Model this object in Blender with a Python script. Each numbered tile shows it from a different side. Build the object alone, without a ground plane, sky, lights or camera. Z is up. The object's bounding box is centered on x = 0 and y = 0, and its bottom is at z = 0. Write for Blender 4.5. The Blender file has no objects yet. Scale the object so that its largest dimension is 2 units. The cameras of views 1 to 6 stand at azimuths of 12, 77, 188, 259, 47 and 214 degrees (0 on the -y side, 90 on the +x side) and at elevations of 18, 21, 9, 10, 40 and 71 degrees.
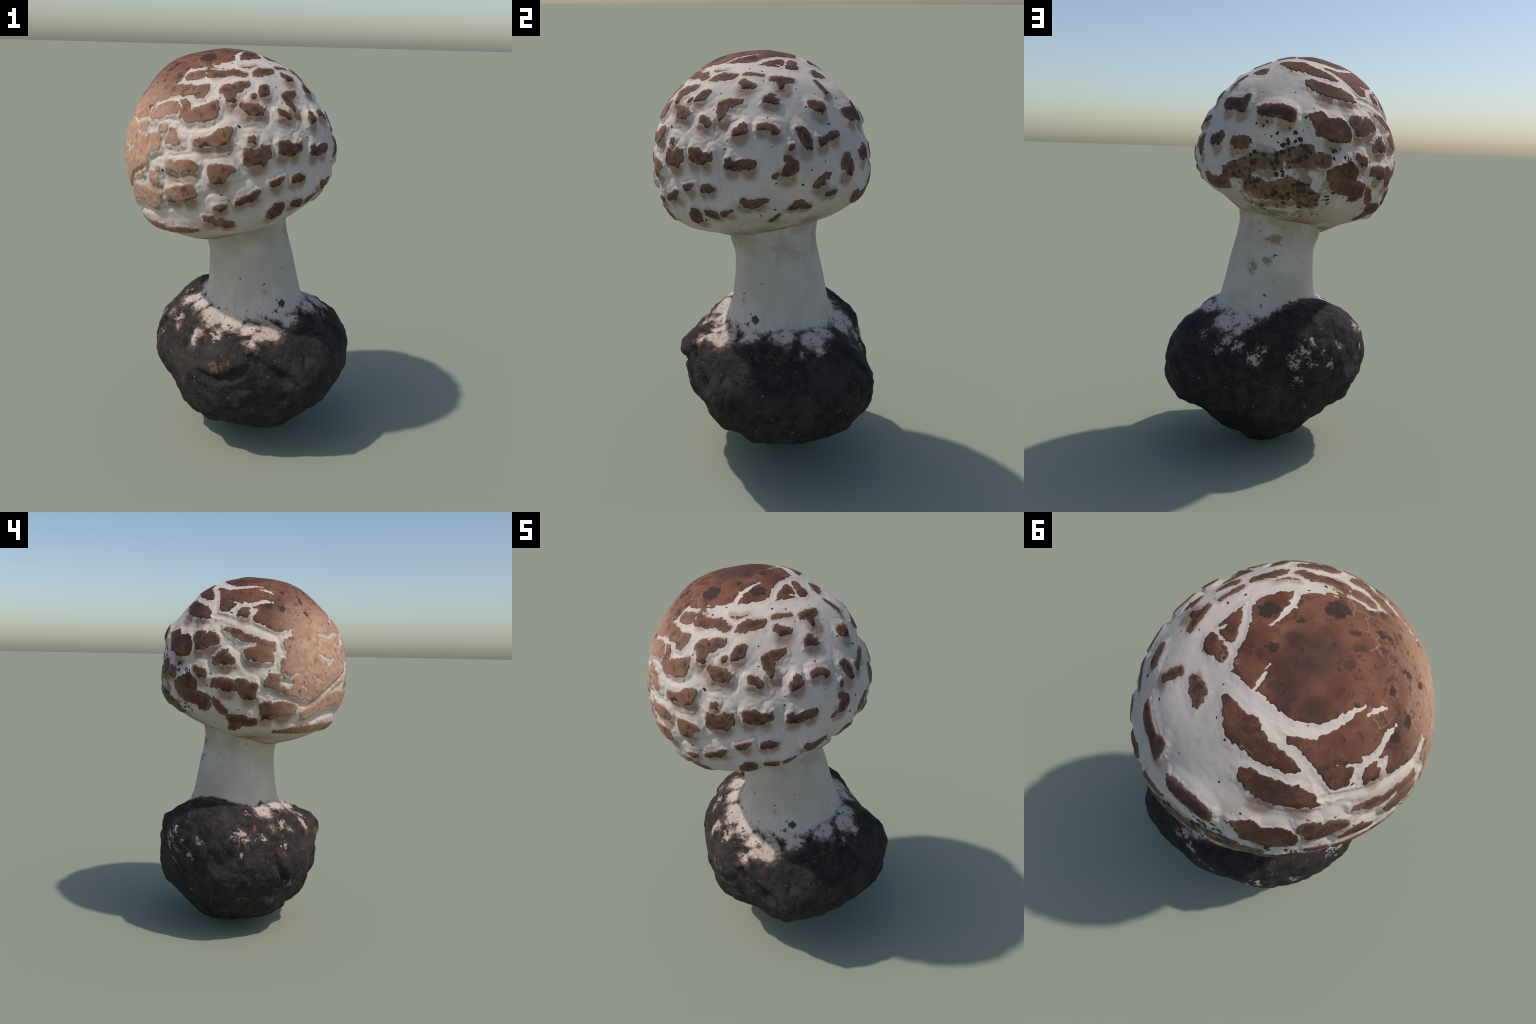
"""A shaggy-scaled mushroom: domed cap with brown cuticle and scales on white
flesh, pale stem, and a clump of dark soil round its foot.

Every part is built from cross-section radii (rings of radii round a centre),
a stem profile, and spines (short strokes with a half width) along which the
cuticle plates, scales and cracks of the cap run."""
import bpy
import bmesh
import math
import numpy as np
from mathutils import Vector

# ------------------------------------------------------------------ helpers
def hash3(ix, iy, iz, seed):
    n = (ix.astype(np.int64) * 374761393 + iy.astype(np.int64) * 668265263
         + iz.astype(np.int64) * 2147483647 + seed * 1274126177) & 0xFFFFFFFF
    n = ((n ^ (n >> 13)) * 1274126177) & 0xFFFFFFFF
    n = ((n ^ (n >> 16)) * 668265263) & 0xFFFFFFFF
    return ((n ^ (n >> 15)) & 0xFFFFFF) / float(0xFFFFFF) * 2.0 - 1.0


def noise(p, scale, seed=0):
    """smooth value noise in -1..1"""
    q = p * scale + 100.0
    i = np.floor(q).astype(np.int64)
    t = q - i
    t = t * t * t * (t * (t * 6 - 15) + 10)
    out = 0.0
    for dx in (0, 1):
        for dy in (0, 1):
            for dz in (0, 1):
                w = ((t[:, 0] if dx else 1 - t[:, 0]) * (t[:, 1] if dy else 1 - t[:, 1])
                     * (t[:, 2] if dz else 1 - t[:, 2]))
                out = out + w * hash3(i[:, 0] + dx, i[:, 1] + dy, i[:, 2] + dz, seed)
    return out


def fbm(p, scale, octaves=3, seed=0):
    v, a = 0.0, 1.0
    for o in range(octaves):
        v = v + a * noise(p, scale * 2 ** o, seed + 17 * o)
        a *= 0.5
    return v


def smooth(a, b, x):
    t = np.clip((x - a) / (b - a), 0, 1)
    return t * t * (3 - 2 * t)


def spline_weights(t):
    return np.stack([-.5 * t + t * t - .5 * t ** 3, 1 - 2.5 * t * t + 1.5 * t ** 3,
                     .5 * t + 2 * t * t - 1.5 * t ** 3, -.5 * t * t + .5 * t ** 3], -1)


def ring_radius(d, poles, rings):
    """radius in direction d of a lump given by rings of radii (top to bottom,
    evenly spaced in latitude, each evenly spaced in azimuth from +x)"""
    rings = np.array(rings)
    rows, naz = rings.shape
    grid = np.vstack([np.full(naz, poles[0]), rings, np.full(naz, poles[1])])
    lat = np.degrees(np.arcsin(np.clip(d[:, 2], -1, 1)))
    a = (np.degrees(np.arctan2(d[:, 1], d[:, 0])) % 360) / 360 * naz
    ai = np.floor(a).astype(int)
    aw = spline_weights(a - ai)
    l = (90 - lat) / (180 / (rows + 1))
    li = np.clip(np.floor(l).astype(int), 0, rows)
    lw = spline_weights(l - li)
    out = np.zeros(len(d))
    for k in range(4):
        for j in range(4):
            r, c = li + k - 1, ai + j - 1
            c = np.where((r < 0) | (r > rows + 1), c + naz // 2, c) % naz
            r = np.where(r < 0, -r, np.where(r > rows + 1, 2 * (rows + 1) - r, r))
            out += lw[:, k] * aw[:, j] * grid[r, c]
    return out


def sphere(level):
    bm = bmesh.new()
    bmesh.ops.create_icosphere(bm, subdivisions=level, radius=1)
    v = np.array([x.co[:] for x in bm.verts])
    f = np.array([[y.index for y in x.verts] for x in bm.faces])
    bm.free()
    return v / np.linalg.norm(v, axis=1, keepdims=True), f


def vertex_normals(v, f):
    n = np.cross(v[f[:, 1]] - v[f[:, 0]], v[f[:, 2]] - v[f[:, 0]])
    out = np.zeros_like(v)
    for k in range(3):
        np.add.at(out, f[:, k], n)
    return out / np.maximum(np.linalg.norm(out, axis=1, keepdims=True), 1e-12)


def mesh_object(name, verts, faces, material, parent=None):
    me = bpy.data.meshes.new(name)
    me.from_pydata(np.asarray(verts).tolist(), [], np.asarray(faces).tolist())
    me.update()
    me.polygons.foreach_set("use_smooth", np.ones(len(me.polygons), bool))
    ob = bpy.data.objects.new(name, me)
    bpy.context.scene.collection.objects.link(ob)
    if material:
        me.materials.append(material)
    if parent:
        ob.parent = parent
    return ob


def direction(lat, az):
    lat, az = math.radians(lat), math.radians(az)
    return np.array([math.cos(lat) * math.cos(az), math.cos(lat) * math.sin(az), math.sin(lat)])


# ------------------------------------------------------------------- shapes
CAP_CENTRE = np.array([-0.04, 0.0, 1.53])
CAP_POLES = (0.464, 0.401)
CAP_RINGS = [
    [0.454, 0.457, 0.463, 0.470, 0.471, 0.477, 0.476, 0.474, 0.473, 0.459, 0.457, 0.455],
    [0.458, 0.459, 0.456, 0.474, 0.479, 0.477, 0.493, 0.498, 0.484, 0.467, 0.463, 0.459],
    [0.460, 0.466, 0.479, 0.483, 0.479, 0.487, 0.498, 0.497, 0.488, 0.484, 0.476, 0.451],
    [0.473, 0.475, 0.484, 0.508, 0.489, 0.497, 0.501, 0.503, 0.510, 0.496, 0.479, 0.478],
    [0.491, 0.503, 0.517, 0.493, 0.498, 0.500, 0.519, 0.520, 0.518, 0.505, 0.482, 0.478],
    [0.476, 0.497, 0.518, 0.521, 0.506, 0.509, 0.528, 0.524, 0.534, 0.522, 0.494, 0.502],
    [0.432, 0.425, 0.465, 0.476, 0.476, 0.501, 0.528, 0.538, 0.541, 0.524, 0.496, 0.459],
    [0.409, 0.410, 0.406, 0.425, 0.438, 0.457, 0.466, 0.481, 0.494, 0.468, 0.435, 0.422],
    [0.380, 0.378, 0.387, 0.400, 0.410, 0.424, 0.443, 0.462, 0.457, 0.435, 0.420, 0.401],
]
SOIL_CENTRE = np.array([0.05, 0.04, 0.40])
SOIL_POLES = (0.387, 0.370)
SOIL_RINGS = [
    [0.412, 0.408, 0.405, 0.407, 0.421, 0.413, 0.418, 0.410, 0.399, 0.408, 0.401, 0.382, 0.362, 0.357, 0.374, 0.393],
    [0.455, 0.455, 0.443, 0.430, 0.431, 0.490, 0.514, 0.498, 0.453, 0.451, 0.446, 0.391, 0.354, 0.398, 0.403, 0.440],
    [0.460, 0.517, 0.496, 0.467, 0.514, 0.540, 0.550, 0.530, 0.518, 0.468, 0.453, 0.454, 0.496, 0.476, 0.483, 0.490],
    [0.500, 0.554, 0.571, 0.500, 0.462, 0.464, 0.485, 0.490, 0.516, 0.488, 0.452, 0.448, 0.456, 0.461, 0.505, 0.516],
    [0.479, 0.531, 0.528, 0.467, 0.472, 0.419, 0.413, 0.469, 0.447, 0.412, 0.402, 0.412, 0.427, 0.417, 0.471, 0.457],
    [0.426, 0.436, 0.385, 0.385, 0.408, 0.397, 0.387, 0.377, 0.400, 0.421, 0.392, 0.404, 0.340, 0.367, 0.399, 0.414],
    [0.375, 0.402, 0.410, 0.386, 0.414, 0.402, 0.396, 0.376, 0.386, 0.378, 0.386, 0.347, 0.354, 0.367, 0.384, 0.392],
    [0.374, 0.384, 0.387, 0.414, 0.416, 0.397, 0.368, 0.364, 0.364, 0.375, 0.376, 0.358, 0.357, 0.364, 0.393, 0.377],
]
# stem: height, centre x, centre y, radius
STEM_PROFILE = [(0.58, .060, .080, .36), (0.64, .060, .080, .335), (0.69, .059, .079, .300), (0.73, .058, .078, .268),
                (0.77, .058, .077, .252), (0.82, .059, .074, .239), (0.88, .054, .073, .229), (0.94, .048, .070, .220),
                (1.00, .042, .065, .212), (1.05, .034, .061, .207), (1.10, .023, .055, .205), (1.20, .005, .048, .205),
                (1.32, -.01, .040, .205)]
# the cap sits tilted on the stem: height of the joint and its lean towards azimuth 30
JOINT_HEIGHT, JOINT_SLOPE, JOINT_AZIMUTH = 1.158, .33, 30

# Spines of the cuticle plates and scales, and of the white cracks between
# them: nodes (latitude, azimuth, half width in mm) on the cap.
CROWN_PLATES = [
    [(72, -67, 44), (73, -88, 58)],
    [(79, -8, 64), (80, -48, 85), (76, -103, 105), (64, -116, 91)],
    [(80, 89, 87), (78, 155, 164), (68, -161, 165)],
    [(56, -148, 132), (48, -169, 117)],
    [(70, 142, 71), (66, 159, 71), (61, 172, 65), (57, -172, 77)],
    [(73, 77, 33), (70, 109, 39)],
    [(50, 143, 39), (43, 150, 72), (33, 150, 33)],
    [(55, 133, 16), (52, 143, 26)],
    [(48, 164, 58), (45, 175, 58), (33, -179, 60)],
    [(39, -150, 76), (33, -168, 61)],
    [(28, 174, 34), (25, -178, 35)],
    [(61, 84, 19), (57, 99, 41), (52, 112, 29), (46, 128, 28)],
    [(41, 108, 20), (37, 117, 33), (34, 128, 33), (31, 137, 22)],
    [(32, 163, 24)],
    [(68, -14, 26), (69, 8, 30), (73, 28, 10)],
    [(64, 28, 25), (67, 41, 28)],
]
CROWN_CRACKS = [
    [(54, 35, 40), (65, 59, 35), (68, 85, 28), (64, 112, 29), (59, 130, 26), (56, 146, 23), (55, 160, 17), (54, 177, 6)],
    [(70, 56, 12), (76, 29, 17), (69, -23, 15)],
    [(61, -69, 13), (74, -73, 16), (82, -48, 8), (83, -15, 4)],
    [(70, 98, 7), (76, 103, 8), (82, 103, 3)],
    [(56, 23, 33), (63, 1, 30), (66, -23, 28), (62, -42, 18), (59, -70, 14), (55, -86, 14), (54, -99, 6)],
    [(55, 119, 8), (51, 131, 18), (42, 137, 20), (32, 142, 21)],
    [(47, 99, 15), (45, 115, 13), (42, 126, 13), (41, 135, 13)],
    [(32, 155, 20), (37, 159, 18), (37, 166, 14), (40, 177, 12), (39, -177, 5)],
    [(38, 159, 10), (40, 154, 6), (42, 150, 3)],
    [(34, 171, 7), (26, 167, 8)],
    [(24, 140, 34), (26, 153, 32), (22, 166, 29), (16, 179, 23), (16, -172, 11), (19, -166, 4)],
    [(51, 173, 5), (49, -180, 10), (46, -175, 6), (45, -172, 3)],
    [(65, 15, 7), (68, 12, 7)],
    [(61, 71, 21), (52, 87, 27), (46, 94, 23)],
]
TOP_RIM_PLATES = [
    [(56, 52, 14), (55, 60, 23), (52, 67, 7)],
    [(21, 80, 24), (21, 87, 30), (19, 95, 24)],
]
BACK_PLATES = [
    [(28, 48, 20), (26, 59, 29), (23, 66, 20), (30, 66, 14)],
    [(17, 110, 28), (13, 114, 36), (12, 121, 50), (10, 126, 31)],
    [(5, 49, 16), (7, 55, 17)],
    [(4, 66, 18), (4, 71, 20)],
    [(-11, 61, 22), (-10, 70, 35), (-6, 76, 26), (-5, 81, 33), (-5, 88, 31)],
    [(-15, 44, 22), (-17, 48, 23), (-17, 59, 22)],
    [(-1, 97, 28), (-4, 99, 28), (-1, 103, 39), (-5, 108, 28), (-4, 114, 28)],
    [(-12, 119, 27), (-13, 125, 54), (-12, 131, 28), (-6, 129, 11)],
    [(-17, 125, 30), (-20, 139, 32), (-23, 136, 28)],
    [(-17, 75, 32), (-20, 81, 32), (-20, 90, 34), (-17, 95, 27), (-21, 102, 35), (-27, 108, 34)],
    [(-10, 150, 16), (-10, 155, 18), (-13, 166, 8)],
    [(-39, 153, 13), (-33, 159, 19), (-29, 164, 13)],
]
LEFT_PLATES = [
    [(17, 134, 26), (12, 136, 25), (15, 143, 31), (14, 148, 14)],
    [(22, 154, 13), (18, 161, 21), (16, 167, 18), (15, 172, 10)],
    [(7, 153, 11), (3, 148, 14), (4, 153, 21), (3, 157, 14)],
    [(7, 168, 25), (7, 172, 28), (5, 178, 16)],
    [(13, 174, 14), (11, 179, 19)],
    [(-2, 135, 13), (-4, 139, 17)],
    [(-9, 147, 15), (-10, 154, 24), (-11, 156, 21)],
    [(-11, 164, 28), (-13, 166, 35), (-11, 169, 18)],
    [(-7, -179, 23), (-9, 179, 20), (-13, -174, 17), (-14, -170, 8)],
    [(-22, 177, 27), (-26, 178, 25), (-23, -175, 29), (-22, -168, 26)],
    [(-20, 147, 15), (-25, 150, 18), (-26, 152, 11)],
    [(-31, 157, 26), (-31, 163, 25), (-31, 169, 17)],
    [(-38, -174, 10), (-37, -162, 21), (-36, -150, 23), (-34, -138, 23), (-35, -122, 16)],
    [(-27, -157, 19), (-21, -149, 25), (-19, -142, 30), (-17, -127, 23), (-22, -120, 18)],
    [(27, 175, 39), (28, -175, 52), (29, -159, 72)],
    [(29, -144, 94), (21, -134, 61)],
    [(12, -159, 108), (7, -141, 71)],
    [(-1, -158, 93), (-4, -142, 70)],
    [(-11, -162, 55), (-13, -150, 38), (0, -131, 33)],
    [(1, -172, 27), (-2, -171, 24)],
]
LEFT_CRACKS = [
    [(31, 142, 27), (27, 155, 36), (22, 170, 33), (18, -179, 28), (16, -175, 27), (20, -169, 13), (22, -166, 5)],
    [(19, -147, 5), (18, -137, 12), (20, -112, 10), (15, -115, 8)],
    [(7, -151, 4), (3, -143, 14), (5, -137, 5)],
    [(-13, 178, 19), (-16, -175, 20), (-18, -166, 17), (-22, -157, 11), (-16, -146, 11), (-9, -136, 12), (-4, -126, 6)],
    [(-3, -175, 5), (-6, -170, 10), (-3, -166, 5)],
    [(-5, -154, 3), (-8, -148, 4), (-7, -147, 3)],
    [(-9, -163, 4), (-11, -159, 6)],
]
FRONT_PLATES = [
    [(24, -121, 24), (26, -116, 30), (26, -111, 20)],
    [(37, -118, 25), (38, -109, 25), (38, -104, 16)],
    [(39, -97, 23), (36, -98, 20)],
    [(30, -107, 14), (24, -103, 20), (23, -101, 20), (25, -94, 26), (27, -89, 26), (31, -87, 10)],
    [(47, -111, 18), (49, -105, 20)],
    [(53, -98, 23), (50, -91, 28), (53, -82, 19), (52, -69, 14)],
    [(39, -82, 23), (41, -76, 23), (44, -68, 12)],
    [(38, -80, 20), (33, -78, 8)],
    [(59, -70, 4), (59, -62, 8), (61, -53, 5)],
    [(52, -57, 14), (55, -47, 20), (56, -41, 13)],
    [(38, -57, 14), (41, -55, 16), (43, -53, 7)],
    [(36, -64, 8)],
    [(30, -70, 14), (29, -66, 23), (28, -61, 14)],
    [(27, -47, 15), (25, -43, 8)],
    [(11, -95, 13), (12, -88, 14), (14, -82, 25), (17, -79, 13)],
    [(14, -108, 15), (11, -109, 17), (11, -104, 8)],
    [(-1, -108, 17), (-2, -104, 15), (0, -99, 16), (-1, -95, 9)],
    [(-2, -86, 19), (-4, -84, 25), (-2, -80, 21), (-2, -77, 6)],
    [(6, -70, 16), (4, -68, 28), (4, -64, 25), (8, -60, 22)],
    [(13, -67, 11)],
    [(9, -49, 28), (8, -45, 24)],
    [(9, -40, 14)],
    [(-15, -108, 22), (-14, -103, 24), (-12, -97, 22)],
    [(-7, -119, 14), (-9, -116, 8)],
    [(-17, -73, 12), (-16, -68, 16), (-14, -64, 12)],
    [(-21, -84, 8), (-20, -81, 11)],
    [(-26, -54, 18), (-23, -51, 26), (-21, -50, 14)],
    [(-26, -90, 10), (-28, -84, 11), (-30, -78, 11)],
    [(-36, -118, 10), (-35, -106, 12), (-34, -98, 7)],
    [(42, -143, 33), (43, -127, 30), (46, -123, 26)],
    [(36, -124, 39), (33, -128, 26)],
    [(21, -123, 14)],
    [(-4, -115, 9)],
    [(16, -114, 18)],
    [(42, -162, 54), (47, -137, 53), (54, -125, 33)],
    [(36, -133, 53), (32, -148, 34)],
    [(24, -140, 33), (29, -138, 26)],
    [(16, -129, 20)],
    [(13, -140, 13)],
    [(9, -119, 33), (6, -124, 27), (8, -130, 25)],
    [(0, -133, 25), (1, -126, 24)],
    [(-9, -140, 11), (-6, -129, 15)],
    [(-17, -136, 16), (-17, -126, 29), (-18, -118, 28), (-21, -119, 11)],
]
FRONT_CRACKS = [
    [(42, -114, 5), (44, -102, 9), (47, -87, 11), (48, -73, 9)],
    [(59, -101, 3), (62, -87, 8), (64, -70, 9)],
    [(22, -127, 5), (27, -129, 5), (30, -123, 5), (31, -111, 6), (27, -107, 6)],
    [(55, -104, 3), (50, -100, 4)],
    [(43, -105, 4), (37, -102, 3)],
]
RIGHT_PLATES = [
    [(58, -28, 7), (58, -19, 10), (57, -11, 3)],
    [(52, -29, 8), (50, -24, 11), (49, -19, 5)],
    [(54, -1, 11), (53, 7, 19), (53, 15, 9)],
    [(51, 5, 17), (48, 5, 8)],
    [(50, 42, 12), (47, 42, 15), (43, 41, 10)],
    [(37, -39, 19), (38, -34, 20), (40, -27, 13)],
    [(35, -38, 19), (32, -37, 16), (29, -37, 6)],
    [(43, -6, 9), (42, -5, 13), (40, -3, 14)],
    [(41, -8, 17), (41, -5, 14)],
    [(36, 24, 20), (34, 28, 25)],
    [(25, -12, 9), (26, -8, 9), (23, -5, 11)],
    [(25, -22, 6), (22, -24, 14)],
    [(22, -26, 14), (22, -21, 9)],
    [(22, 10, 18), (19, 12, 20), (15, 13, 10)],
    [(16, 21, 13), (17, 28, 11), (19, 34, 8)],
    [(9, 1, 11), (6, 3, 11), (4, 1, 16)],
    [(5, 4, 17), (3, 0, 15)],
    [(1, -5, 8)],
    [(7, -29, 10), (5, -29, 12), (5, -24, 15), (6, -18, 15)],
    [(-4, 16, 9), (-1, 21, 8)],
    [(6, 36, 15), (3, 33, 17), (2, 37, 20), (-1, 36, 11)],
    [(-10, 23, 8), (-9, 27, 6)],
    [(-12, -21, 8), (-14, -18, 12), (-12, -13, 9), (-12, -10, 4)],
    [(-17, 4, 11), (-15, 8, 14), (-17, 14, 10)],
    [(-20, -41, 16), (-21, -38, 17)],
    [(-20, -32, 7), (-17, -27, 4)],
    [(-8, -44, 10), (-7, -39, 10), (-7, -36, 4)],
    [(-9, -56, 8), (-7, -51, 8)],
    [(-26, -6, 7), (-22, -2, 5)],
    [(15, 4, 6)],
]
PLATES = [CROWN_PLATES, TOP_RIM_PLATES, BACK_PLATES, LEFT_PLATES, FRONT_PLATES, RIGHT_PLATES]
CRACKS = [CROWN_CRACKS, LEFT_CRACKS, FRONT_CRACKS]


# ---------------------------------------------------------------- materials
def spot_group(centres):
    """node group: largest of (radius - distance) over a few spots"""
    t = bpy.data.node_groups.new("spots", "ShaderNodeTree")
    t.interface.new_socket("Vector", in_out="INPUT", socket_type="NodeSocketVector")
    t.interface.new_socket("Value", in_out="OUTPUT", socket_type="NodeSocketFloat")
    src, dst = t.nodes.new("NodeGroupInput"), t.nodes.new("NodeGroupOutput")
    best = None
    for x, y, z, r in centres:
        d = t.nodes.new("ShaderNodeVectorMath")
        d.operation = "DISTANCE"
        d.inputs[1].default_value = (x, y, z)
        t.links.new(src.outputs[0], d.inputs[0])
        s = t.nodes.new("ShaderNodeMath")
        s.operation = "SUBTRACT"
        s.inputs[0].default_value = r
        t.links.new(d.outputs["Value"], s.inputs[1])
        if best is not None:
            m = t.nodes.new("ShaderNodeMath")
            m.operation = "MAXIMUM"
            t.links.new(best, m.inputs[0])
            t.links.new(s.outputs[0], m.inputs[1])
            s = m
        best = s.outputs[0]
    t.links.new(best, dst.inputs[0])
    return t


class Graph:
    """small helper to write node formulas"""

    def __init__(self, name):
        self.mat = bpy.data.materials.new(name)
        self.mat.use_nodes = True
        self.t = self.mat.node_tree
        self.t.nodes.clear()
        self.pos = self.t.nodes.new("ShaderNodeTexCoord").outputs["Object"]

    def put(self, sock, val):
        if isinstance(val, bpy.types.NodeSocket):
            self.t.links.new(val, sock)
        else:
            sock.default_value = val

    def m(self, op, a, b=0.0, c=0.0, clamp=False):
        n = self.t.nodes.new("ShaderNodeMath")
        n.operation, n.use_clamp = op, clamp
        for s, v in zip(n.inputs, (a, b, c)):
            self.put(s, v)
        return n.outputs[0]

    def v(self, op, a, b=(0, 0, 0), out=0):
        n = self.t.nodes.new("ShaderNodeVectorMath")
        n.operation = op
        self.put(n.inputs[0], a)
        self.put(n.inputs[1], b)
        return n.outputs[out]

    def noise(self, scale, detail=3, rough=.55, vec=None, color=False):
        n = self.t.nodes.new("ShaderNodeTexNoise")
        n.inputs["Scale"].default_value = scale
        n.inputs["Detail"].default_value = detail
        n.inputs["Roughness"].default_value = rough
        self.put(n.inputs["Vector"], vec if vec is not None else self.pos)
        return n.outputs["Color" if color else "Fac"]

    def voronoi(self, scale, feature="F1", vec=None, rand=1.0, out="Distance"):
        n = self.t.nodes.new("ShaderNodeTexVoronoi")
        n.feature = feature
        n.inputs["Scale"].default_value = scale
        n.inputs["Randomness"].default_value = rand
        self.put(n.inputs["Vector"], vec if vec is not None else self.pos)
        return n.outputs[out]

    def step(self, x, lo, hi, smooth=True):
        n = self.t.nodes.new("ShaderNodeMapRange")
        n.interpolation_type = "SMOOTHSTEP" if smooth else "LINEAR"
        self.put(n.inputs[0], x)
        n.inputs[1].default_value, n.inputs[2].default_value = lo, hi
        return n.outputs[0]

    def mix(self, f, a, b):
        n = self.t.nodes.new("ShaderNodeMix")
        n.data_type = "RGBA"
        self.put(n.inputs[0], f)
        for s, c in ((n.inputs[6], a), (n.inputs[7], b)):
            self.put(s, c if isinstance(c, bpy.types.NodeSocket) else (*c, 1))
        return n.outputs[2]

    def warp(self, amount, scale, detail=2):
        c = self.noise(scale, detail, color=True)
        c = self.v("SUBTRACT", c, (.5, .5, .5))
        return self.v("ADD", self.pos, self.v("MULTIPLY", c, (amount,) * 3))

    def spots(self, centres, vec, soft=0.0):
        """largest of (radius - distance) over a list of spots (x, y, z, r), in metres"""
        best = None
        for k in range(0, len(centres), 24):
            n = self.t.nodes.new("ShaderNodeGroup")
            n.node_tree = spot_group(centres[k:k + 24])
            self.put(n.inputs[0], vec)
            best = n.outputs[0] if best is None else self.m("MAXIMUM", best, n.outputs[0])
        return best

    def finish(self, color, rough=.8, bump=None, strength=.3, distance=.004, spec=.2):
        p = self.t.nodes.new("ShaderNodeBsdfPrincipled")
        o = self.t.nodes.new("ShaderNodeOutputMaterial")
        self.put(p.inputs["Base Color"], color if isinstance(color, bpy.types.NodeSocket) else (*color, 1))
        self.put(p.inputs["Roughness"], rough)
        p.inputs["Specular IOR Level"].default_value = spec
        if bump is not None:
            b = self.t.nodes.new("ShaderNodeBump")
            b.inputs["Strength"].default_value = strength
            b.inputs["Distance"].default_value = distance
            self.put(b.inputs["Height"], bump)
            self.t.links.new(b.outputs[0], p.inputs["Normal"])
        self.t.links.new(p.outputs[0], o.inputs[0])
        return self.mat


WHITE_FLESH = (.585, .495, .43)
COOL_FLESH = (.505, .44, .38)
SPECK = (.035, .027, .024)


def specks(g, scale, size, keep, density=1.0, jag=.020):
    """scattered dark crumbs: small ragged spots in some cells of a Voronoi pattern"""
    vec = g.warp(jag, 75, 3)
    d = g.voronoi(scale, vec=vec)
    r = g.t.nodes.new("ShaderNodeSeparateColor")
    g.put(r.inputs[0], g.voronoi(scale, vec=vec, out="Color"))
    lim = g.m("MULTIPLY", g.step(r.outputs[0], 1 - keep, 1.0, False), size)
    if density != 1.0:
        lim = g.m("MULTIPLY", lim, density)
    return g.m("GREATER_THAN", lim, d), r


def flesh_material(halos, edges):
    g = Graph("white_cap_flesh")
    col = g.mix(g.step(g.noise(5, 3), .35, .65), WHITE_FLESH, COOL_FLESH)
    fibre = g.noise(1, 4, .6, vec=g.v("MULTIPLY", g.pos, (70, 70, 9)))
    col = g.mix(g.m("MULTIPLY", g.step(fibre, .45, .75), .18), col, (.50, .42, .36))
    # patchy beige towards the rim
    rim_beige = g.m("MULTIPLY", g.step(g.v("DISTANCE", g.warp(.1, 6), (.0, .05, 1.05), out=1), .50, .34), g.step(g.noise(8, 4, .6), .36, .62))
    col = g.mix(g.m("MULTIPLY", rim_beige, .75), col, (.36, .275, .205))
    # brown blurred band round each scale, wider at its lower edge
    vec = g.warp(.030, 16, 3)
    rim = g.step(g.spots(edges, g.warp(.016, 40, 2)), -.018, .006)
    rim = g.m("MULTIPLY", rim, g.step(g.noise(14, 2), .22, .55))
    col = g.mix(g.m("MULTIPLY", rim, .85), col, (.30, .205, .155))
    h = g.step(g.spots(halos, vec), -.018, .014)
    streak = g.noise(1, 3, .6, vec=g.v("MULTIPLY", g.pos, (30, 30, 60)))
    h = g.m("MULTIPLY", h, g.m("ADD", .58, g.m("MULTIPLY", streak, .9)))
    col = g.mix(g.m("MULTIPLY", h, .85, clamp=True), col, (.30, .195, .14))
    # brown, streaked rim under the cap
    z = g.t.nodes.new("ShaderNodeSeparateXYZ")
    g.put(z.inputs[0], g.pos)
    low = g.m("MULTIPLY", g.step(g.noise(1, 4, .6, vec=g.v("MULTIPLY", g.warp(.05, 8), (5, 5, 26))), .40, .58),
              g.step(g.v("DISTANCE", g.pos, (.02, .05, 1.08), out=1), .38, .27))
    col = g.mix(g.m("MULTIPLY", low, .85), col, (.25, .15, .092))
    # dirt crumbs, thickest low on the shaded back
    s1, _ = specks(g, 34, .20, .50)
    back = g.step(g.v("DISTANCE", g.pos, (-.12, .50, 1.42), out=1), .44, .15)
    patch, _ = specks(g, 40, .66, .92, g.m("MULTIPLY", back, g.step(g.noise(11, 2), .38, .58)))
    low_back = g.step(g.v("DISTANCE", g.warp(.10, 12, 3), (-.06, .47, 1.36), out=1), .30, .14)
    soiled = g.m("MULTIPLY", low_back, g.step(g.noise(15, 4, .65), .46, .56))
    col = g.mix(g.m("MULTIPLY", soiled, .8), col, g.mix(g.noise(40, 3), (.13, .075, .04), (.27, .165, .095)))
    col = g.mix(g.m("MAXIMUM", s1, patch), col, SPECK)
    bump = g.m("ADD", g.m("MULTIPLY", fibre, .4), g.noise(60, 3))
    return g.finish(col, .72, bump, .14, .004, .25)


CROWN_BLOTCHES = [(0.044, -0.07, 1.97, 0.033), (-0.116, -0.189, 1.961, 0.038), (-0.057, -0.089, 1.988, 0.013), (-0.195, -0.146, 1.96, 0.014),
                  (-0.275, -0.215, 1.899, 0.019), (-0.366, -0.169, 1.866, 0.011), (-0.372, -0.081, 1.893, 0.016), (-0.036, 0.036, 1.994, 0.014),
                  (-0.253, -0.202, 1.918, 0.020), (-0.379, -0.167, 1.855, 0.015), (-0.449, -0.062, 1.81, 0.023), (-0.416, -0.196, 1.791, 0.017),
                  (-0.44, 0.001, 1.827, 0.02), (-0.336, -0.242, 1.846, 0.01), (-0.329, -0.346, 1.75, 0.01)]
CROWN_STAINS = [(-0.135, -0.003, 1.993, 0.085), (-0.139, 0.124, 1.964, 0.06), (-0.082, 0.083, 1.982, 0.04), (-0.218, 0.12, 1.951, 0.055),
                (0.026, 0.078, 1.978, 0.03), (-0.172, -0.061, 1.98, 0.04), (-0.243, 0.347, 1.823, 0.045)]


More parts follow.
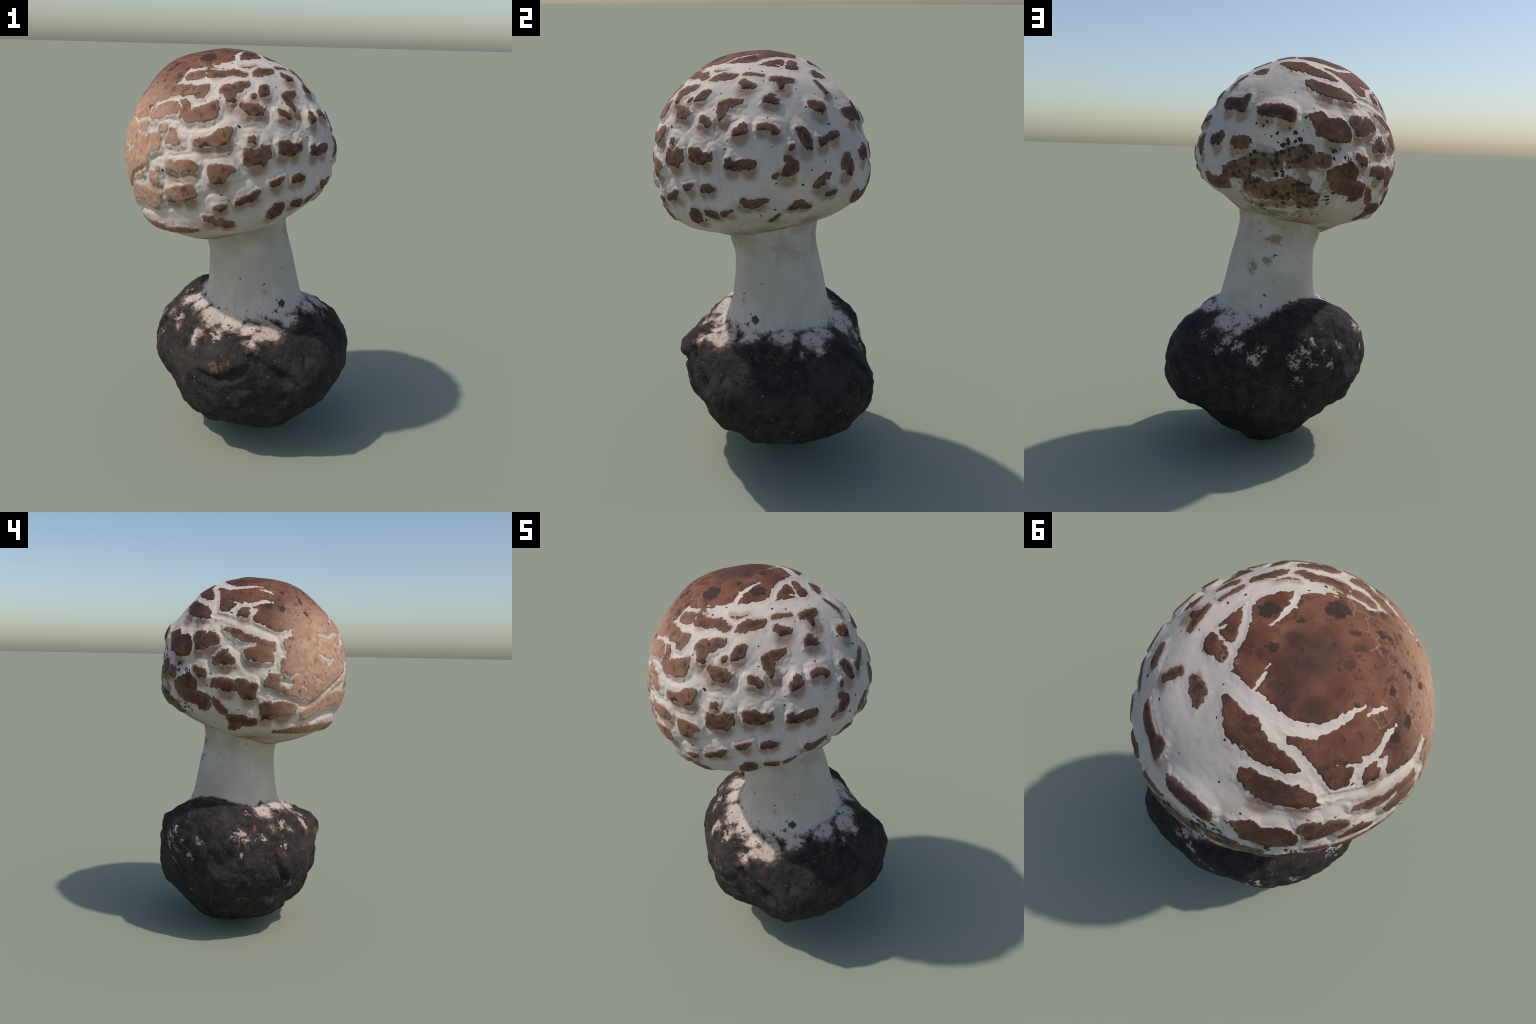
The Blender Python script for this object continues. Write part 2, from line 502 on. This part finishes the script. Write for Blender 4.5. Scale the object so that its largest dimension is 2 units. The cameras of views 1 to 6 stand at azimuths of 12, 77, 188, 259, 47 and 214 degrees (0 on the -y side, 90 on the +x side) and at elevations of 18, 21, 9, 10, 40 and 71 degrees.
def cuticle_material(crusts, edges):
    g = Graph("brown_cuticle")
    warp = g.warp(.12, 5, 3)
    n1, n2 = g.noise(9, 4), g.noise(38, 4, .65)
    brown = g.mix(g.step(n1, .35, .65), (.066, .030, .022), (.140, .062, .040))
    brown = g.mix(g.m("MULTIPLY", g.step(n2, .52, .72), .38), brown, (.24, .125, .078))
    # ochre, soil-stained scales low on the back
    back = g.step(g.v("DISTANCE", warp, (-.06, .48, 1.38), out=1), .34, .16)
    brown = g.mix(g.m("MULTIPLY", back, .85), brown, g.mix(g.step(n2, .35, .65), (.105, .062, .034), (.23, .135, .075)))
    # paler, rusty scales near the lower rim
    rim = g.step(g.v("DISTANCE", warp, (.02, .05, 1.02), out=1), .46, .36)
    brown = g.mix(g.m("MULTIPLY", rim, .75), brown, g.mix(g.step(n2, .35, .65), (.13, .072, .042), (.25, .145, .085)))
    # redder crown
    crown = g.step(g.v("DISTANCE", warp, (-.15, -.04, 2.0), out=1), .38, .20)
    brown = g.mix(crown, brown, g.mix(g.step(n1, .35, .65), (.105, .038, .024), (.185, .075, .045)))
    # pale tan flank
    tan = g.step(g.v("DISTANCE", warp, (-.56, -.42, 1.50), out=1), .52, .24)
    half = g.step(g.v("DISTANCE", warp, (-.40, -.50, 1.50), out=1), .66, .36)
    brown = g.mix(g.m("MULTIPLY", half, .7), brown, (.27, .135, .085))
    brown = g.mix(tan, brown, g.mix(g.step(n2, .35, .7), (.435, .235, .155), (.54, .35, .25)))
    grain = g.noise(1, 4, .6, vec=g.v("MULTIPLY", g.pos, (60, 60, 16)))
    brown = g.mix(g.m("MULTIPLY", g.m("MULTIPLY", tan, g.step(grain, .50, .70)), .55), brown, (.30, .15, .095))
    # fine pale cracks
    edge = g.voronoi(16, "DISTANCE_TO_EDGE", vec=g.warp(.10, 12, 3))
    crack = g.m("MULTIPLY", g.step(edge, .045, .0), g.step(g.noise(7, 2), .52, .66))
    brown = g.mix(g.m("MULTIPLY", crack, .38), brown, (.47, .30, .22))
    # dark stains and blotches
    stain = g.step(g.spots(CROWN_STAINS, warp_small(g)), -.03, .04)
    brown = g.mix(g.m("MULTIPLY", stain, .75), brown, (.055, .027, .022))
    blot = g.step(g.m("ADD", g.spots(CROWN_BLOTCHES, g.warp(.05, 30, 3)), g.m("MULTIPLY", g.m("SUBTRACT", n2, .5), .05)), -.004, .006)
    brown = g.mix(g.m("MULTIPLY", blot, .85), brown, (.030, .021, .019))
    dark = g.m("MULTIPLY", g.step(g.noise(22, 4, .65), .52, .66), g.m("SUBTRACT", .75, g.m("MULTIPLY", tan, .5)))
    brown = g.mix(dark, brown, (.048, .027, .021))
    # edges fade through tan into the flesh
    rind = g.spots(edges, g.warp(.016, 40, 2))
    rind = g.m("MULTIPLY", g.step(rind, -.016, -.006), g.step(rind, .013, .001))
    brown = g.mix(g.m("MULTIPLY", rind, .22), brown, (.30, .185, .125))
    # crusted, nearly black lower edges of the scales
    crust = g.step(g.m("ADD", g.spots(crusts, g.warp(.03, 30, 3)), g.m("MULTIPLY", g.m("SUBTRACT", n2, .5), .04)), -.006, .012)
    brown = g.mix(g.m("MULTIPLY", crust, g.m("SUBTRACT", .85, g.m("MULTIPLY", tan, .6))), brown, (.034, .019, .015))
    s1, _ = specks(g, 45, .26, .5)
    brown = g.mix(g.m("MULTIPLY", s1, .8), brown, SPECK)
    s2, _ = specks(g, 40, .75, .95, g.m("MULTIPLY", back, g.step(g.noise(11, 2), .34, .55)))
    brown = g.mix(g.m("MULTIPLY", s2, .92), brown, SPECK)
    return g.finish(brown, .78, g.m("ADD", n2, g.noise(90, 3)), .3, .003, .2)


def warp_small(g):
    return g.warp(.05, 18, 3)


MYCELIUM = [(-.244, -.03, .732, .06), (-.164, -.117, .758, .058), (-.087, -.18, .715, .064), (.008, -.208, .707, .063), (.108, -.238, .679, .055),
            (.157, -.297, .674, .036), (.215, -.247, .681, .055), (.283, -.155, .672, .042), (-.147, -.27, .647, .03), (.14, -.345, .657, .026),
            (-.036, -.258, .663, .026), (-.335, -.063, .663, .016), (-.154, -.295, .62, .022), (-.274, -.173, .637, .015), (.211, -.232, .689, .06),
            (.289, -.119, .692, .055), (.341, .018, .712, .062), (.375, .159, .722, .06), (.168, .34, .715, .063), (.15, .413, .664, .03),
            (.406, .091, .665, .022), (.431, .18, .684, .02), (.335, .226, .722, .05), (.215, .348, .685, .06), (.106, .377, .70, .055), (.042, .336, .753, .055)]
MYCELIUM_FLECKS = [(.194, .436, .614, .038), (.128, .478, .602, .033), (.052, .50, .557, .031), (.017, .504, .604, .016), (.233, .454, .573, .022),
                   (.325, .38, .633, .02), (-.211, .443, .631, .022), (-.186, .459, .598, .03), (-.134, .472, .548, .028), (-.207, .44, .536, .02),
                   (-.259, .414, .59, .016), (-.295, .381, .531, .024), (-.155, .444, .453, .018), (-.346, .311, .572, .012), (-.395, .127, .645, .034),
                   (-.417, .092, .619, .026), (-.412, .014, .63, .028), (-.436, .125, .536, .012), (-.276, -.126, .669, .026), (-.33, .333, .595, .02),
                   (-.053, -.292, .658, .032), (-.306, .066, .738, .022), (-.382, -.119, .561, .018), (-.282, -.182, .336, .014)]
STEM_DIRT = [(.239, -.093, .782, .021), (.219, -.103, .81, .008), (.217, -.121, .756, .011), (-.172, -.027, .763, .018), (-.042, -.133, .876, .007),
             (-.142, -.078, .769, .008), (.177, -.17, .73, .010), (.197, -.196, .713, .007), (-.07, -.148, .746, .009), (.014, -.229, .687, .013),
             (.309, -.1, .689, .014), (-.089, .3, .808, .020), (-.001, .265, 1.023, .007), (-.13, .191, .979, .007), (.038, .308, .828, .010),
             (.052, .327, .776, .006), (-.072, .331, .788, .022), (-.118, .294, .811, .02), (-.266, .039, .748, .011), (-.232, -.041, .734, .011),
             (.328, .044, .731, .015), (.163, -.181, .728, .011), (.364, .102, .719, .012)]
STEM_STAINS = [(-.003, .273, 1.103, .045), (.04, .27, 1.09, .03), (.103, .272, .958, .036), (.037, .276, .988, .034), (.194, .31, .733, .028), (.163, -.133, .849, .013)]
SOIL_CHIPS = [(-.023, -.401, .545, .034), (.036, -.417, .582, .028), (.387, -.186, .504, .014), (.328, -.317, .395, .014), (.36, -.274, .456, .02),
              (-.27, -.241, .391, .012), (-.269, .365, .699, .012), (-.35, .209, .683, .014), (-.449, .038, .446, .012), (-.428, .072, .388, .015),
              (-.211, -.3, .409, .018), (-.381, .04, .678, .02), (-.322, .281, .34, .012)]


def foot_material():
    """pale stem running out as ragged mycelium over black soil"""
    g = Graph("stem_and_soil")
    fine, mid = g.noise(70, 4, .65), g.noise(24, 4, .65)
    fibre = g.noise(1, 4, .6, vec=g.v("MULTIPLY", g.pos, (42, 42, 4)))
    # stem flesh
    flesh = g.mix(g.step(g.noise(6, 3), .38, .64), (.545, .49, .43), (.50, .435, .36))
    flesh = g.mix(g.m("MULTIPLY", g.step(fibre, .45, .7), .22), flesh, (.40, .33, .26))
    stain = g.step(g.m("ADD", g.spots(STEM_STAINS, g.warp(.05, 14, 3)), g.m("MULTIPLY", g.m("SUBTRACT", mid, .5), .12)), -.005, .03)
    flesh = g.mix(g.m("MULTIPLY", stain, .8), flesh, (.25, .15, .085))
    top = g.m("MULTIPLY", g.step(g.v("DISTANCE", g.warp(.08, 8), (.02, .05, 1.28), out=1), .34, .24), g.step(g.noise(10, 4, .6), .40, .62))
    flesh = g.mix(g.m("MULTIPLY", top, .5), flesh, (.33, .245, .165))
    # soil
    soil = g.mix(g.step(mid, .35, .68), (.019, .0165, .0165), (.038, .031, .029))
    soil = g.mix(g.m("MULTIPLY", g.step(g.noise(7, 3), .50, .66), .6), soil, (.056, .044, .040))
    rust = g.m("MULTIPLY", g.step(g.noise(13, 4, .65), .58, .68), g.step(fine, .42, .60))
    soil = g.mix(g.m("MULTIPLY", rust, .6), soil, (.135, .068, .042))
    chips = g.step(g.m("ADD", g.spots(SOIL_CHIPS, g.warp(.04, 30, 3)), g.m("MULTIPLY", g.m("SUBTRACT", fine, .5), .05)), -.004, .008)
    chips = g.m("MULTIPLY", chips, g.step(g.noise(55, 3, .6), .40, .62))
    soil = g.mix(g.m("MULTIPLY", chips, .8), soil, (.185, .085, .05))
    grit, r = specks(g, 38, .20, .30)
    soil = g.mix(g.m("MULTIPLY", grit, .8), soil, g.mix(r.outputs[1], (.16, .08, .05), (.34, .30, .27)))
    grit2, r2 = specks(g, 75, .22, .25)
    soil = g.mix(g.m("MULTIPLY", grit2, .7), soil, g.mix(r2.outputs[1], (.13, .08, .055), (.30, .27, .25)))
    # where flesh and mycelium show
    z = g.t.nodes.new("ShaderNodeSeparateXYZ")
    g.put(z.inputs[0], g.pos)
    axis = g.v("DISTANCE", g.v("MULTIPLY", g.pos, (1, 1, 0)), (.06, .078, 0), out=1)
    wob = g.m("SUBTRACT", g.noise(26, 5, .7), .5)
    stemness = g.m("SUBTRACT", .285, axis)
    up = g.m("SUBTRACT", z.outputs[2], .700)
    stemness = g.m("MINIMUM", stemness, up)
    cover = g.m("MAXIMUM", stemness, g.spots(MYCELIUM, g.warp(.05, 12, 3)))
    cover = g.m("ADD", cover, g.m("MULTIPLY", wob, .11))
    smear = g.m("MULTIPLY", g.step(cover, -.040, .004), g.step(mid, .34, .60))
    soil = g.mix(g.m("MULTIPLY", smear, .65), soil, (.15, .092, .070))
    cover = g.step(cover, -.010, .020)
    fleck = g.m("ADD", g.spots(MYCELIUM_FLECKS, g.warp(.09, 16, 4)), .006)
    fleck = g.step(g.m("ADD", fleck, g.m("MULTIPLY", g.m("SUBTRACT", g.noise(46, 5, .75), .5), .20)), .004, .022)
    fleck = g.m("MULTIPLY", fleck, .8)
    hump = g.spots([(-.23, .27, .70, .15), (-.30, .20, .66, .15), (-.15, .36, .68, .10)], g.warp(.05, 14, 3))
    cover = g.m("MULTIPLY", cover, g.step(hump, .012, -.004))
    white = g.m("MAXIMUM", cover, fleck)
    fringe = g.mix(g.step(axis, .25, .36), flesh, g.mix(g.step(fine, .4, .7), (.53, .43, .375), (.36, .25, .195)))
    dirt = g.step(g.m("ADD", g.spots(STEM_DIRT, g.warp(.03, 45, 3)), g.m("MULTIPLY", g.m("SUBTRACT", fine, .5), .03)), -.001, .004)
    s1, _ = specks(g, 26, .12, .5)
    near, _ = specks(g, 48, .35, .55)
    near = g.m("MULTIPLY", near, g.step(z.outputs[2], .80, .72))
    dirt = g.m("MAXIMUM", dirt, g.m("MAXIMUM", s1, near))
    fringe = g.mix(g.m("MULTIPLY", dirt, .92), fringe, SPECK)
    col = g.mix(white, soil, fringe)
    bump = g.m("ADD", g.m("MULTIPLY", mid, 1.5), fine)
    bump = g.m("MULTIPLY", bump, g.m("SUBTRACT", 1.15, white))
    return g.finish(col, .85, bump, .4, .008, .15)


# ---------------------------------------------------------------------- cap
def spine_samples(strokes, spacing=.3):
    """points and half widths along strokes, on a sphere of radius 0.5"""
    pts, wid, owner = [], [], []
    for k, stroke in enumerate(strokes):
        nodes = [(direction(a, b), w / 1000) for a, b, w in stroke]
        if len(nodes) == 1:
            nodes = nodes * 2
        for (d0, w0), (d1, w1) in zip(nodes[:-1], nodes[1:]):
            gap = np.linalg.norm(d1 - d0) * .5
            n = max(2, int(gap / max(spacing * min(w0, w1), .004)) + 1)
            for t in np.linspace(0, 1, n):
                d = d0 * (1 - t) + d1 * t
                pts.append(d / np.linalg.norm(d) * .5)
                wid.append(w0 * (1 - t) + w1 * t)
                owner.append(k)
    return np.array(pts), np.array(wid), np.array(owner)


def field(p, pts, wid, squareness=2.0):
    """signed distance-like field: positive inside the union of the strokes;
    squareness over 2 gives the strokes squared-off corners"""
    out = np.full(len(p), -1.0)
    for a, w in zip(pts, wid):
        near = np.abs(p[:, 2] - a[2]) < w + .06
        q = p[near] - a
        if squareness > 2 and abs(a[2]) < .42:
            east = np.array([-a[1], a[0], 0]) / math.hypot(a[0], a[1])
            x = np.abs(q @ east)
            y = np.sqrt(np.maximum((q * q).sum(1) - x * x, 0))
            d = w - (x ** squareness + y ** squareness) ** (1 / squareness)
        else:
            d = w - np.linalg.norm(q, axis=1)
        out[near] = np.maximum(out[near], d)
    return np.maximum(out, -.06)


def build_cap(root):
    d, f = sphere(CAP_LEVEL)
    s = d * .5
    strokes = [x for group in PLATES for x in group]
    cracks = [x for group in CRACKS for x in group]
    pp, pw, _ = spine_samples(strokes)
    cp, cw, _ = spine_samples(cracks)
    # ragged outlines: warp the pattern, then roughen its edge
    shift = np.stack([.0075 * noise(s, 17, 70 + k) + .004 * noise(s, 45, 80 + k) for k in range(3)], 1)
    wob = .0035 * noise(s, 70, 4) + .0045 * noise(s * [1, 1, .4], 130, 5)
    plates = field(s + shift, pp, pw, 4.0)
    crack = field(s + shift * .7, cp, cw)
    F = np.minimum(plates + .0085, -crack + .003) + wob
    # relief: every scale sits on a pad that overhangs a little at its lower edge
    up = np.array([0, 0, 1.0])
    tang = up - d * d[:, 2:3]
    s_up = s + tang * .016
    s_up = s_up / np.linalg.norm(s_up, axis=1, keepdims=True) * .5
    F_up = np.minimum(field(s_up, pp, pw), -field(s_up, cp, cw))
    s_dn = s - tang * .034
    s_dn = s_dn / np.linalg.norm(s_dn, axis=1, keepdims=True) * .5
    F_dn = np.minimum(field(s_dn, pp, pw), -field(s_dn, cp, cw))
    pad = np.maximum(smooth(-.026, .006, F), smooth(-.010, .003, F_up))
    pad = np.maximum(pad, .62 * smooth(-.030, .012, F_dn))
    # creases between neighbouring shingles
    mids = np.array([np.mean([direction(a, b) for a, b, w in x], 0) for group in PLATES[1:] for x in group
                     if max(n[2] for n in x) < 45])
    mids = mids / np.linalg.norm(mids, axis=1, keepdims=True) * .5 - [0, 0, .012]
    d1, d2 = np.full(len(s), 9.0), np.full(len(s), 9.0)
    for c in mids:
        q = (s + shift * 1.5 - c) * [1, 1, 1.35]
        dist = np.sqrt((q * q).sum(1))
        d2 = np.minimum(d2, np.maximum(d1, dist))
        d1 = np.minimum(d1, dist)
    crease = (1 - smooth(0, .030, d2 - d1)) * smooth(.13, .07, d1) * smooth(.010, -.012, F)
    side = smooth(.75, .35, d[:, 2])
    r = ring_radius(d, CAP_POLES, CAP_RINGS)
    r = r + (pad - .70) * (.003 + .0095 * side) - .006 * crease * side + .0025 * fbm(s, 7, 2, 11) + .0006 * noise(s, 45, 12)
    for fold, depth in FOLDS:
        fp, fw, _ = spine_samples([fold])
        r = r - depth * smooth(-.012, .012, field(s, fp, fw))
    v = CAP_CENTRE + d * r[:, None]
    n = vertex_normals(v, f)

    # cut the plates out of the cap surface along F = 0
    height = .0030 * smooth(-.001, .006, F) - .0010
    top_v, top_n, top_f, top_h = clip(v, n, f, F, height)
    comp = components(len(top_v), top_f)
    groups = [np.where(comp[top_f[:, 0]] == c)[0] for c in np.unique(comp[top_f[:, 0]])]
    groups.sort(key=len, reverse=True)
    halos, parts, crumbs = [], [], []
    for faces in groups:
        tri = top_f[faces]
        used = np.unique(tri)
        new = np.zeros(len(top_v), int)
        new[used] = np.arange(len(used))
        tv, tn, th = top_v[used], top_n[used], top_h[used]
        tf = new[tri]
        outer = tv + tn * th[:, None]
        inner = tv - tn * .006
        # stitch the rim so that the plate is a closed piece
        e = np.vstack([tf[:, [0, 1]], tf[:, [1, 2]], tf[:, [2, 0]]])
        key = e[:, 0].astype(np.int64) * len(used) + e[:, 1]
        rim = e[~np.isin(e[:, 1].astype(np.int64) * len(used) + e[:, 0], key)]
        k = len(used)
        wall = np.vstack([np.stack([rim[:, 1], rim[:, 0], rim[:, 0] + k], 1),
                          np.stack([rim[:, 1], rim[:, 0] + k, rim[:, 1] + k], 1)])
        parts.append((np.vstack([outer, inner]), np.vstack([tf, tf[:, ::-1] + k, wall])))
        # brown halo spots below the scale
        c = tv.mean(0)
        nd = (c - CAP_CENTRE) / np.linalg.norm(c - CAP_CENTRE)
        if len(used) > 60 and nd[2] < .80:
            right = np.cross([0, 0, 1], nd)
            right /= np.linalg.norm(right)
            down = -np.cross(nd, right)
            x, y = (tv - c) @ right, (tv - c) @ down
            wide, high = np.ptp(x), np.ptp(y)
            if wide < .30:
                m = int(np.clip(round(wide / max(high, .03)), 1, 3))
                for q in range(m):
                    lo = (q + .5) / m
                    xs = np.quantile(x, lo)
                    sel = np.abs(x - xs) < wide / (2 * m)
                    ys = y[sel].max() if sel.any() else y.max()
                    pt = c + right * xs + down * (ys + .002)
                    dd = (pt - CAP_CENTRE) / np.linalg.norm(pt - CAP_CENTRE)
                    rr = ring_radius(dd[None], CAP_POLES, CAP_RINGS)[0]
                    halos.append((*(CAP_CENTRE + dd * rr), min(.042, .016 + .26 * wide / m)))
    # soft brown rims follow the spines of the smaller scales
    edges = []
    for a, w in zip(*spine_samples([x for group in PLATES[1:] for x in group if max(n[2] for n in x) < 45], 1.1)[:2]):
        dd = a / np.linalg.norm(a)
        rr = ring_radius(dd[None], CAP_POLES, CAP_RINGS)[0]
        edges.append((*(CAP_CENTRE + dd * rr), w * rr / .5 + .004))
    cuticle = cuticle_material([(x, y, z, .78 * r) for x, y, z, r in halos], edges)
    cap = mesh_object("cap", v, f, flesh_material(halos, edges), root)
    small = []
    for k, (pv, pf) in enumerate(parts):
        if len(pv) < 80:
            small.append((pv, pf))
            continue
        mesh_object("cuticle" if k == 0 else "scale", pv, pf, cuticle, cap)
    if small:
        off, vs, fs = 0, [], []
        for pv, pf in small:
            vs.append(pv)
            fs.append(pf + off)
            off += len(pv)
        ob = mesh_object("scale_fragments", np.vstack(vs), np.vstack(fs), cuticle, cap)
        ob["kind"] = "stuff"
    return cap


def clip(v, n, f, F, h):
    """keep the part of a triangle mesh where F > 0"""
    keep = F > 0
    cnt = keep[f].sum(1)
    edge_id, nv, nn, nh = {}, [], [], []
    base = len(v)

    def cut(a, b):
        key = (a, b) if a < b else (b, a)
        if key not in edge_id:
            t = F[a] / (F[a] - F[b])
            edge_id[key] = base + len(nv)
            nv.append(v[a] * (1 - t) + v[b] * t)
            q = n[a] * (1 - t) + n[b] * t
            nn.append(q / np.linalg.norm(q))
            nh.append(-.0010)
        return edge_id[key]

    faces = [f[cnt == 3]]
    extra = []
    for tri in f[(cnt == 1) | (cnt == 2)].tolist():
        k = [keep[i] for i in tri]
        if sum(k) == 1:
            while not keep[tri[0]]:
                tri = tri[1:] + tri[:1]
            a, b, c = tri
            extra.append([a, cut(a, b), cut(a, c)])
        else:
            while keep[tri[0]]:
                tri = tri[1:] + tri[:1]
            a, b, c = tri
            ab, ac = cut(a, b), cut(a, c)
            extra += [[ab, b, c], [ab, c, ac]]
    faces.append(np.array(extra, int))
    return (np.vstack([v, np.array(nv)]), np.vstack([n, np.array(nn)]), np.vstack(faces),
            np.concatenate([h, np.array(nh)]))


def components(count, f):
    """label of the connected piece each vertex belongs to"""
    lab = np.arange(count)
    while True:
        low = lab[f].min(1)
        new = lab.copy()
        for k in range(3):
            np.minimum.at(new, f[:, k], low)
        new = new[new]
        if (new == lab).all():
            return lab
        lab = new


# ------------------------------------------------------------ stem and soil
def build_foot(root):
    d, f = sphere(4)          # broad facets, softened below
    r = ring_radius(d, SOIL_POLES, SOIL_RINGS)
    r = r + .004 + .008 * hash3(np.arange(len(d)), np.zeros(len(d)), np.zeros(len(d)), 5)
    v = SOIL_CENTRE + d * r[:, None]
    soil = mesh_object("soil_core", v, f, None)
    # stem loft
    prof = np.array(STEM_PROFILE)
    zz = np.linspace(prof[0, 0], prof[-1, 0], 60)
    seg = 96
    ang = np.arange(seg) / seg * 2 * math.pi
    cols = [np.interp(zz, prof[:, 0], prof[:, k]) for k in (1, 2, 3)]
    joint = JOINT_HEIGHT + JOINT_SLOPE * .21 * np.cos(ang - math.radians(JOINT_AZIMUTH))
    sv = []
    for z, cx, cy, rr in zip(zz, *cols):
        rr = rr + .014 * smooth(-.07, .01, z - joint)      # flares out into the cap
        sv.append(np.stack([cx + rr * np.cos(ang), cy + rr * np.sin(ang), np.full(seg, z)], 1))
    sv = np.concatenate(sv)
    sf = []
    for i in range(len(zz) - 1):
        for j in range(seg):
            a, b = i * seg + j, i * seg + (j + 1) % seg
            sf.append((a, b, b + seg, a + seg))
    me = bpy.data.meshes.new("stem_core")
    faces = sf + [tuple(range(seg))[::-1], tuple(range((len(zz) - 1) * seg, len(zz) * seg))]
    me.from_pydata(sv.tolist(), [], faces)
    stem = bpy.data.objects.new("stem_core", me)
    bpy.context.scene.collection.objects.link(stem)
    # weld both into one skin
    bm = bmesh.new()
    bm.from_mesh(soil.data)
    bm.from_mesh(stem.data)
    bm.to_mesh(soil.data)
    bm.free()
    bpy.data.objects.remove(stem)
    mod = soil.modifiers.new("weld", "REMESH")
    mod.mode, mod.voxel_size = "VOXEL", .007
    sm = soil.modifiers.new("soften", "SMOOTH")
    sm.factor, sm.iterations = .5, 8
    dep = bpy.context.evaluated_depsgraph_get()
    ev = soil.evaluated_get(dep)
    me = bpy.data.meshes.new_from_object(ev)
    bpy.data.objects.remove(soil)
    bm = bmesh.new()
    bm.from_mesh(me)
    bmesh.ops.triangulate(bm, faces=bm.faces[:])
    v = np.array([x.co[:] for x in bm.verts])
    f = np.array([[y.index for y in x.verts] for x in bm.faces])
    bm.free()
    n = vertex_normals(v, f)
    prof_r = np.interp(v[:, 2], prof[:, 0], prof[:, 3])
    cx, cy = np.interp(v[:, 2], prof[:, 0], prof[:, 1]), np.interp(v[:, 2], prof[:, 0], prof[:, 2])
    axis = np.hypot(v[:, 0] - cx, v[:, 1] - cy)
    earth = np.clip(smooth(.74, .66, v[:, 2]) + smooth(.02, .10, axis - .26), 0, 1)
    lumps = .006 * fbm(v, 6, 2, 31) + .010 * (np.abs(noise(v, 8, 40)) - .3) + .006 * (np.abs(noise(v, 19, 45)) - .3) + .0016 * fbm(v, 45, 3, 50)
    lumps = lumps - (lumps * earth).sum() / earth.sum()
    for line in FURROWS:
        near = np.full(len(v), 9.0)
        for p, q in zip(np.array(line[:-1]), np.array(line[1:])):
            h = np.clip(((v - p) @ (q - p)) / ((q - p) @ (q - p)), 0, 1)
            near = np.minimum(near, np.linalg.norm(v - p - h[:, None] * (q - p), axis=1))
        near = near + .010 * noise(v, 25, 77)
        lumps = lumps - .017 * np.exp(-(near / .016) ** 2) + .006 * np.exp(-((near - .04) / .022) ** 2)
    for x, y, z, r, h in LEDGES:
        lumps = lumps + h * np.exp(-(((v - [x, y, z]) / r) ** 2).sum(1))
    move = earth * lumps + (1 - earth) * (.0025 * noise(v, 6, 60) + .0010 * noise(v * [1, 1, .12], 40, 61))
    move = move * smooth(.0, .05, v[:, 2] + .02)
    v = v + n * move[:, None]
    v[:, 2] -= v[:, 2].min() * smooth(.30, .02, v[:, 2])      # rest on the ground
    n = vertex_normals(v, f)
    # split the one skin into stem and soil where the flare ends
    c = v[f].mean(1)
    ax = np.hypot(c[:, 0] - .058, c[:, 1] - .078)
    is_stem = (c[:, 2] > .70) & (ax < .30)
    mat = foot_material()
    for name, sel in (("stem", is_stem), ("soil_clump", ~is_stem)):
        tri = f[sel]
        used = np.unique(tri)
        new = np.zeros(len(v), int)
        new[used] = np.arange(len(used))
        ob = mesh_object(name, v[used], new[tri], mat, root)
        ob.data.normals_split_custom_set_from_vertices(n[used].tolist())


# Furrows in the soil: spine points; ledges and dents: (x, y, z, radius, height).
FURROWS = [[(-.375, -.068, .617), (-.425, -.054, .552), (-.432, -.070, .490), (-.359, -.129, .391), (-.336, -.103, .339)],
           [(-.093, -.377, .489), (.006, -.404, .483), (.104, -.413, .545)],
           [(.162, -.379, .617), (.196, -.375, .583), (.295, -.351, .518), (.369, -.332, .466)],
           [(-.14, .47, .20), (-.26, .37, .25), (-.36, .22, .27), (-.40, .10, .22)],
           [(.43, .28, .28), (.30, .42, .24), (.16, .46, .20)]]
LEDGES = [(.03, -.43, .575, .050, .020), (.00, -.40, .495, .045, -.014), (-.40, .22, .60, .08, .012), (-.20, .40, .60, .07, .010)]
# Folds pressed into the cap rim: spine (latitude, azimuth, half width in mm) and depth.
FOLDS = [([(-29, -147, 7), (-24, -117, 7), (-19, -98, 7), (-10, -83, 7), (-8, -73, 6), (1, -57, 5), (7, -54, 4)], .010),
         ([(-18, 171, 6), (-28, 175, 6), (-32, -176, 6), (-32, -163, 6), (-31, -147, 6), (-26, -138, 6), (-25, -128, 6)], .010),
         ([(-13, 178, 6), (-16, -175, 6), (-18, -167, 6), (-22, -157, 6), (-16, -147, 6), (-9, -137, 6), (-4, -126, 6)], .010),
         ([(-19, 0, 4), (-20, 9, 5), (-19, 17, 4)], .007)]
CAP_LEVEL = 8

root = bpy.data.objects.new("mushroom", None)
bpy.context.scene.collection.objects.link(root)
root["label"] = "scaly brown and white mushroom with soil clump at base"
root["category"] = "mushroom"
build_cap(root)
build_foot(root)
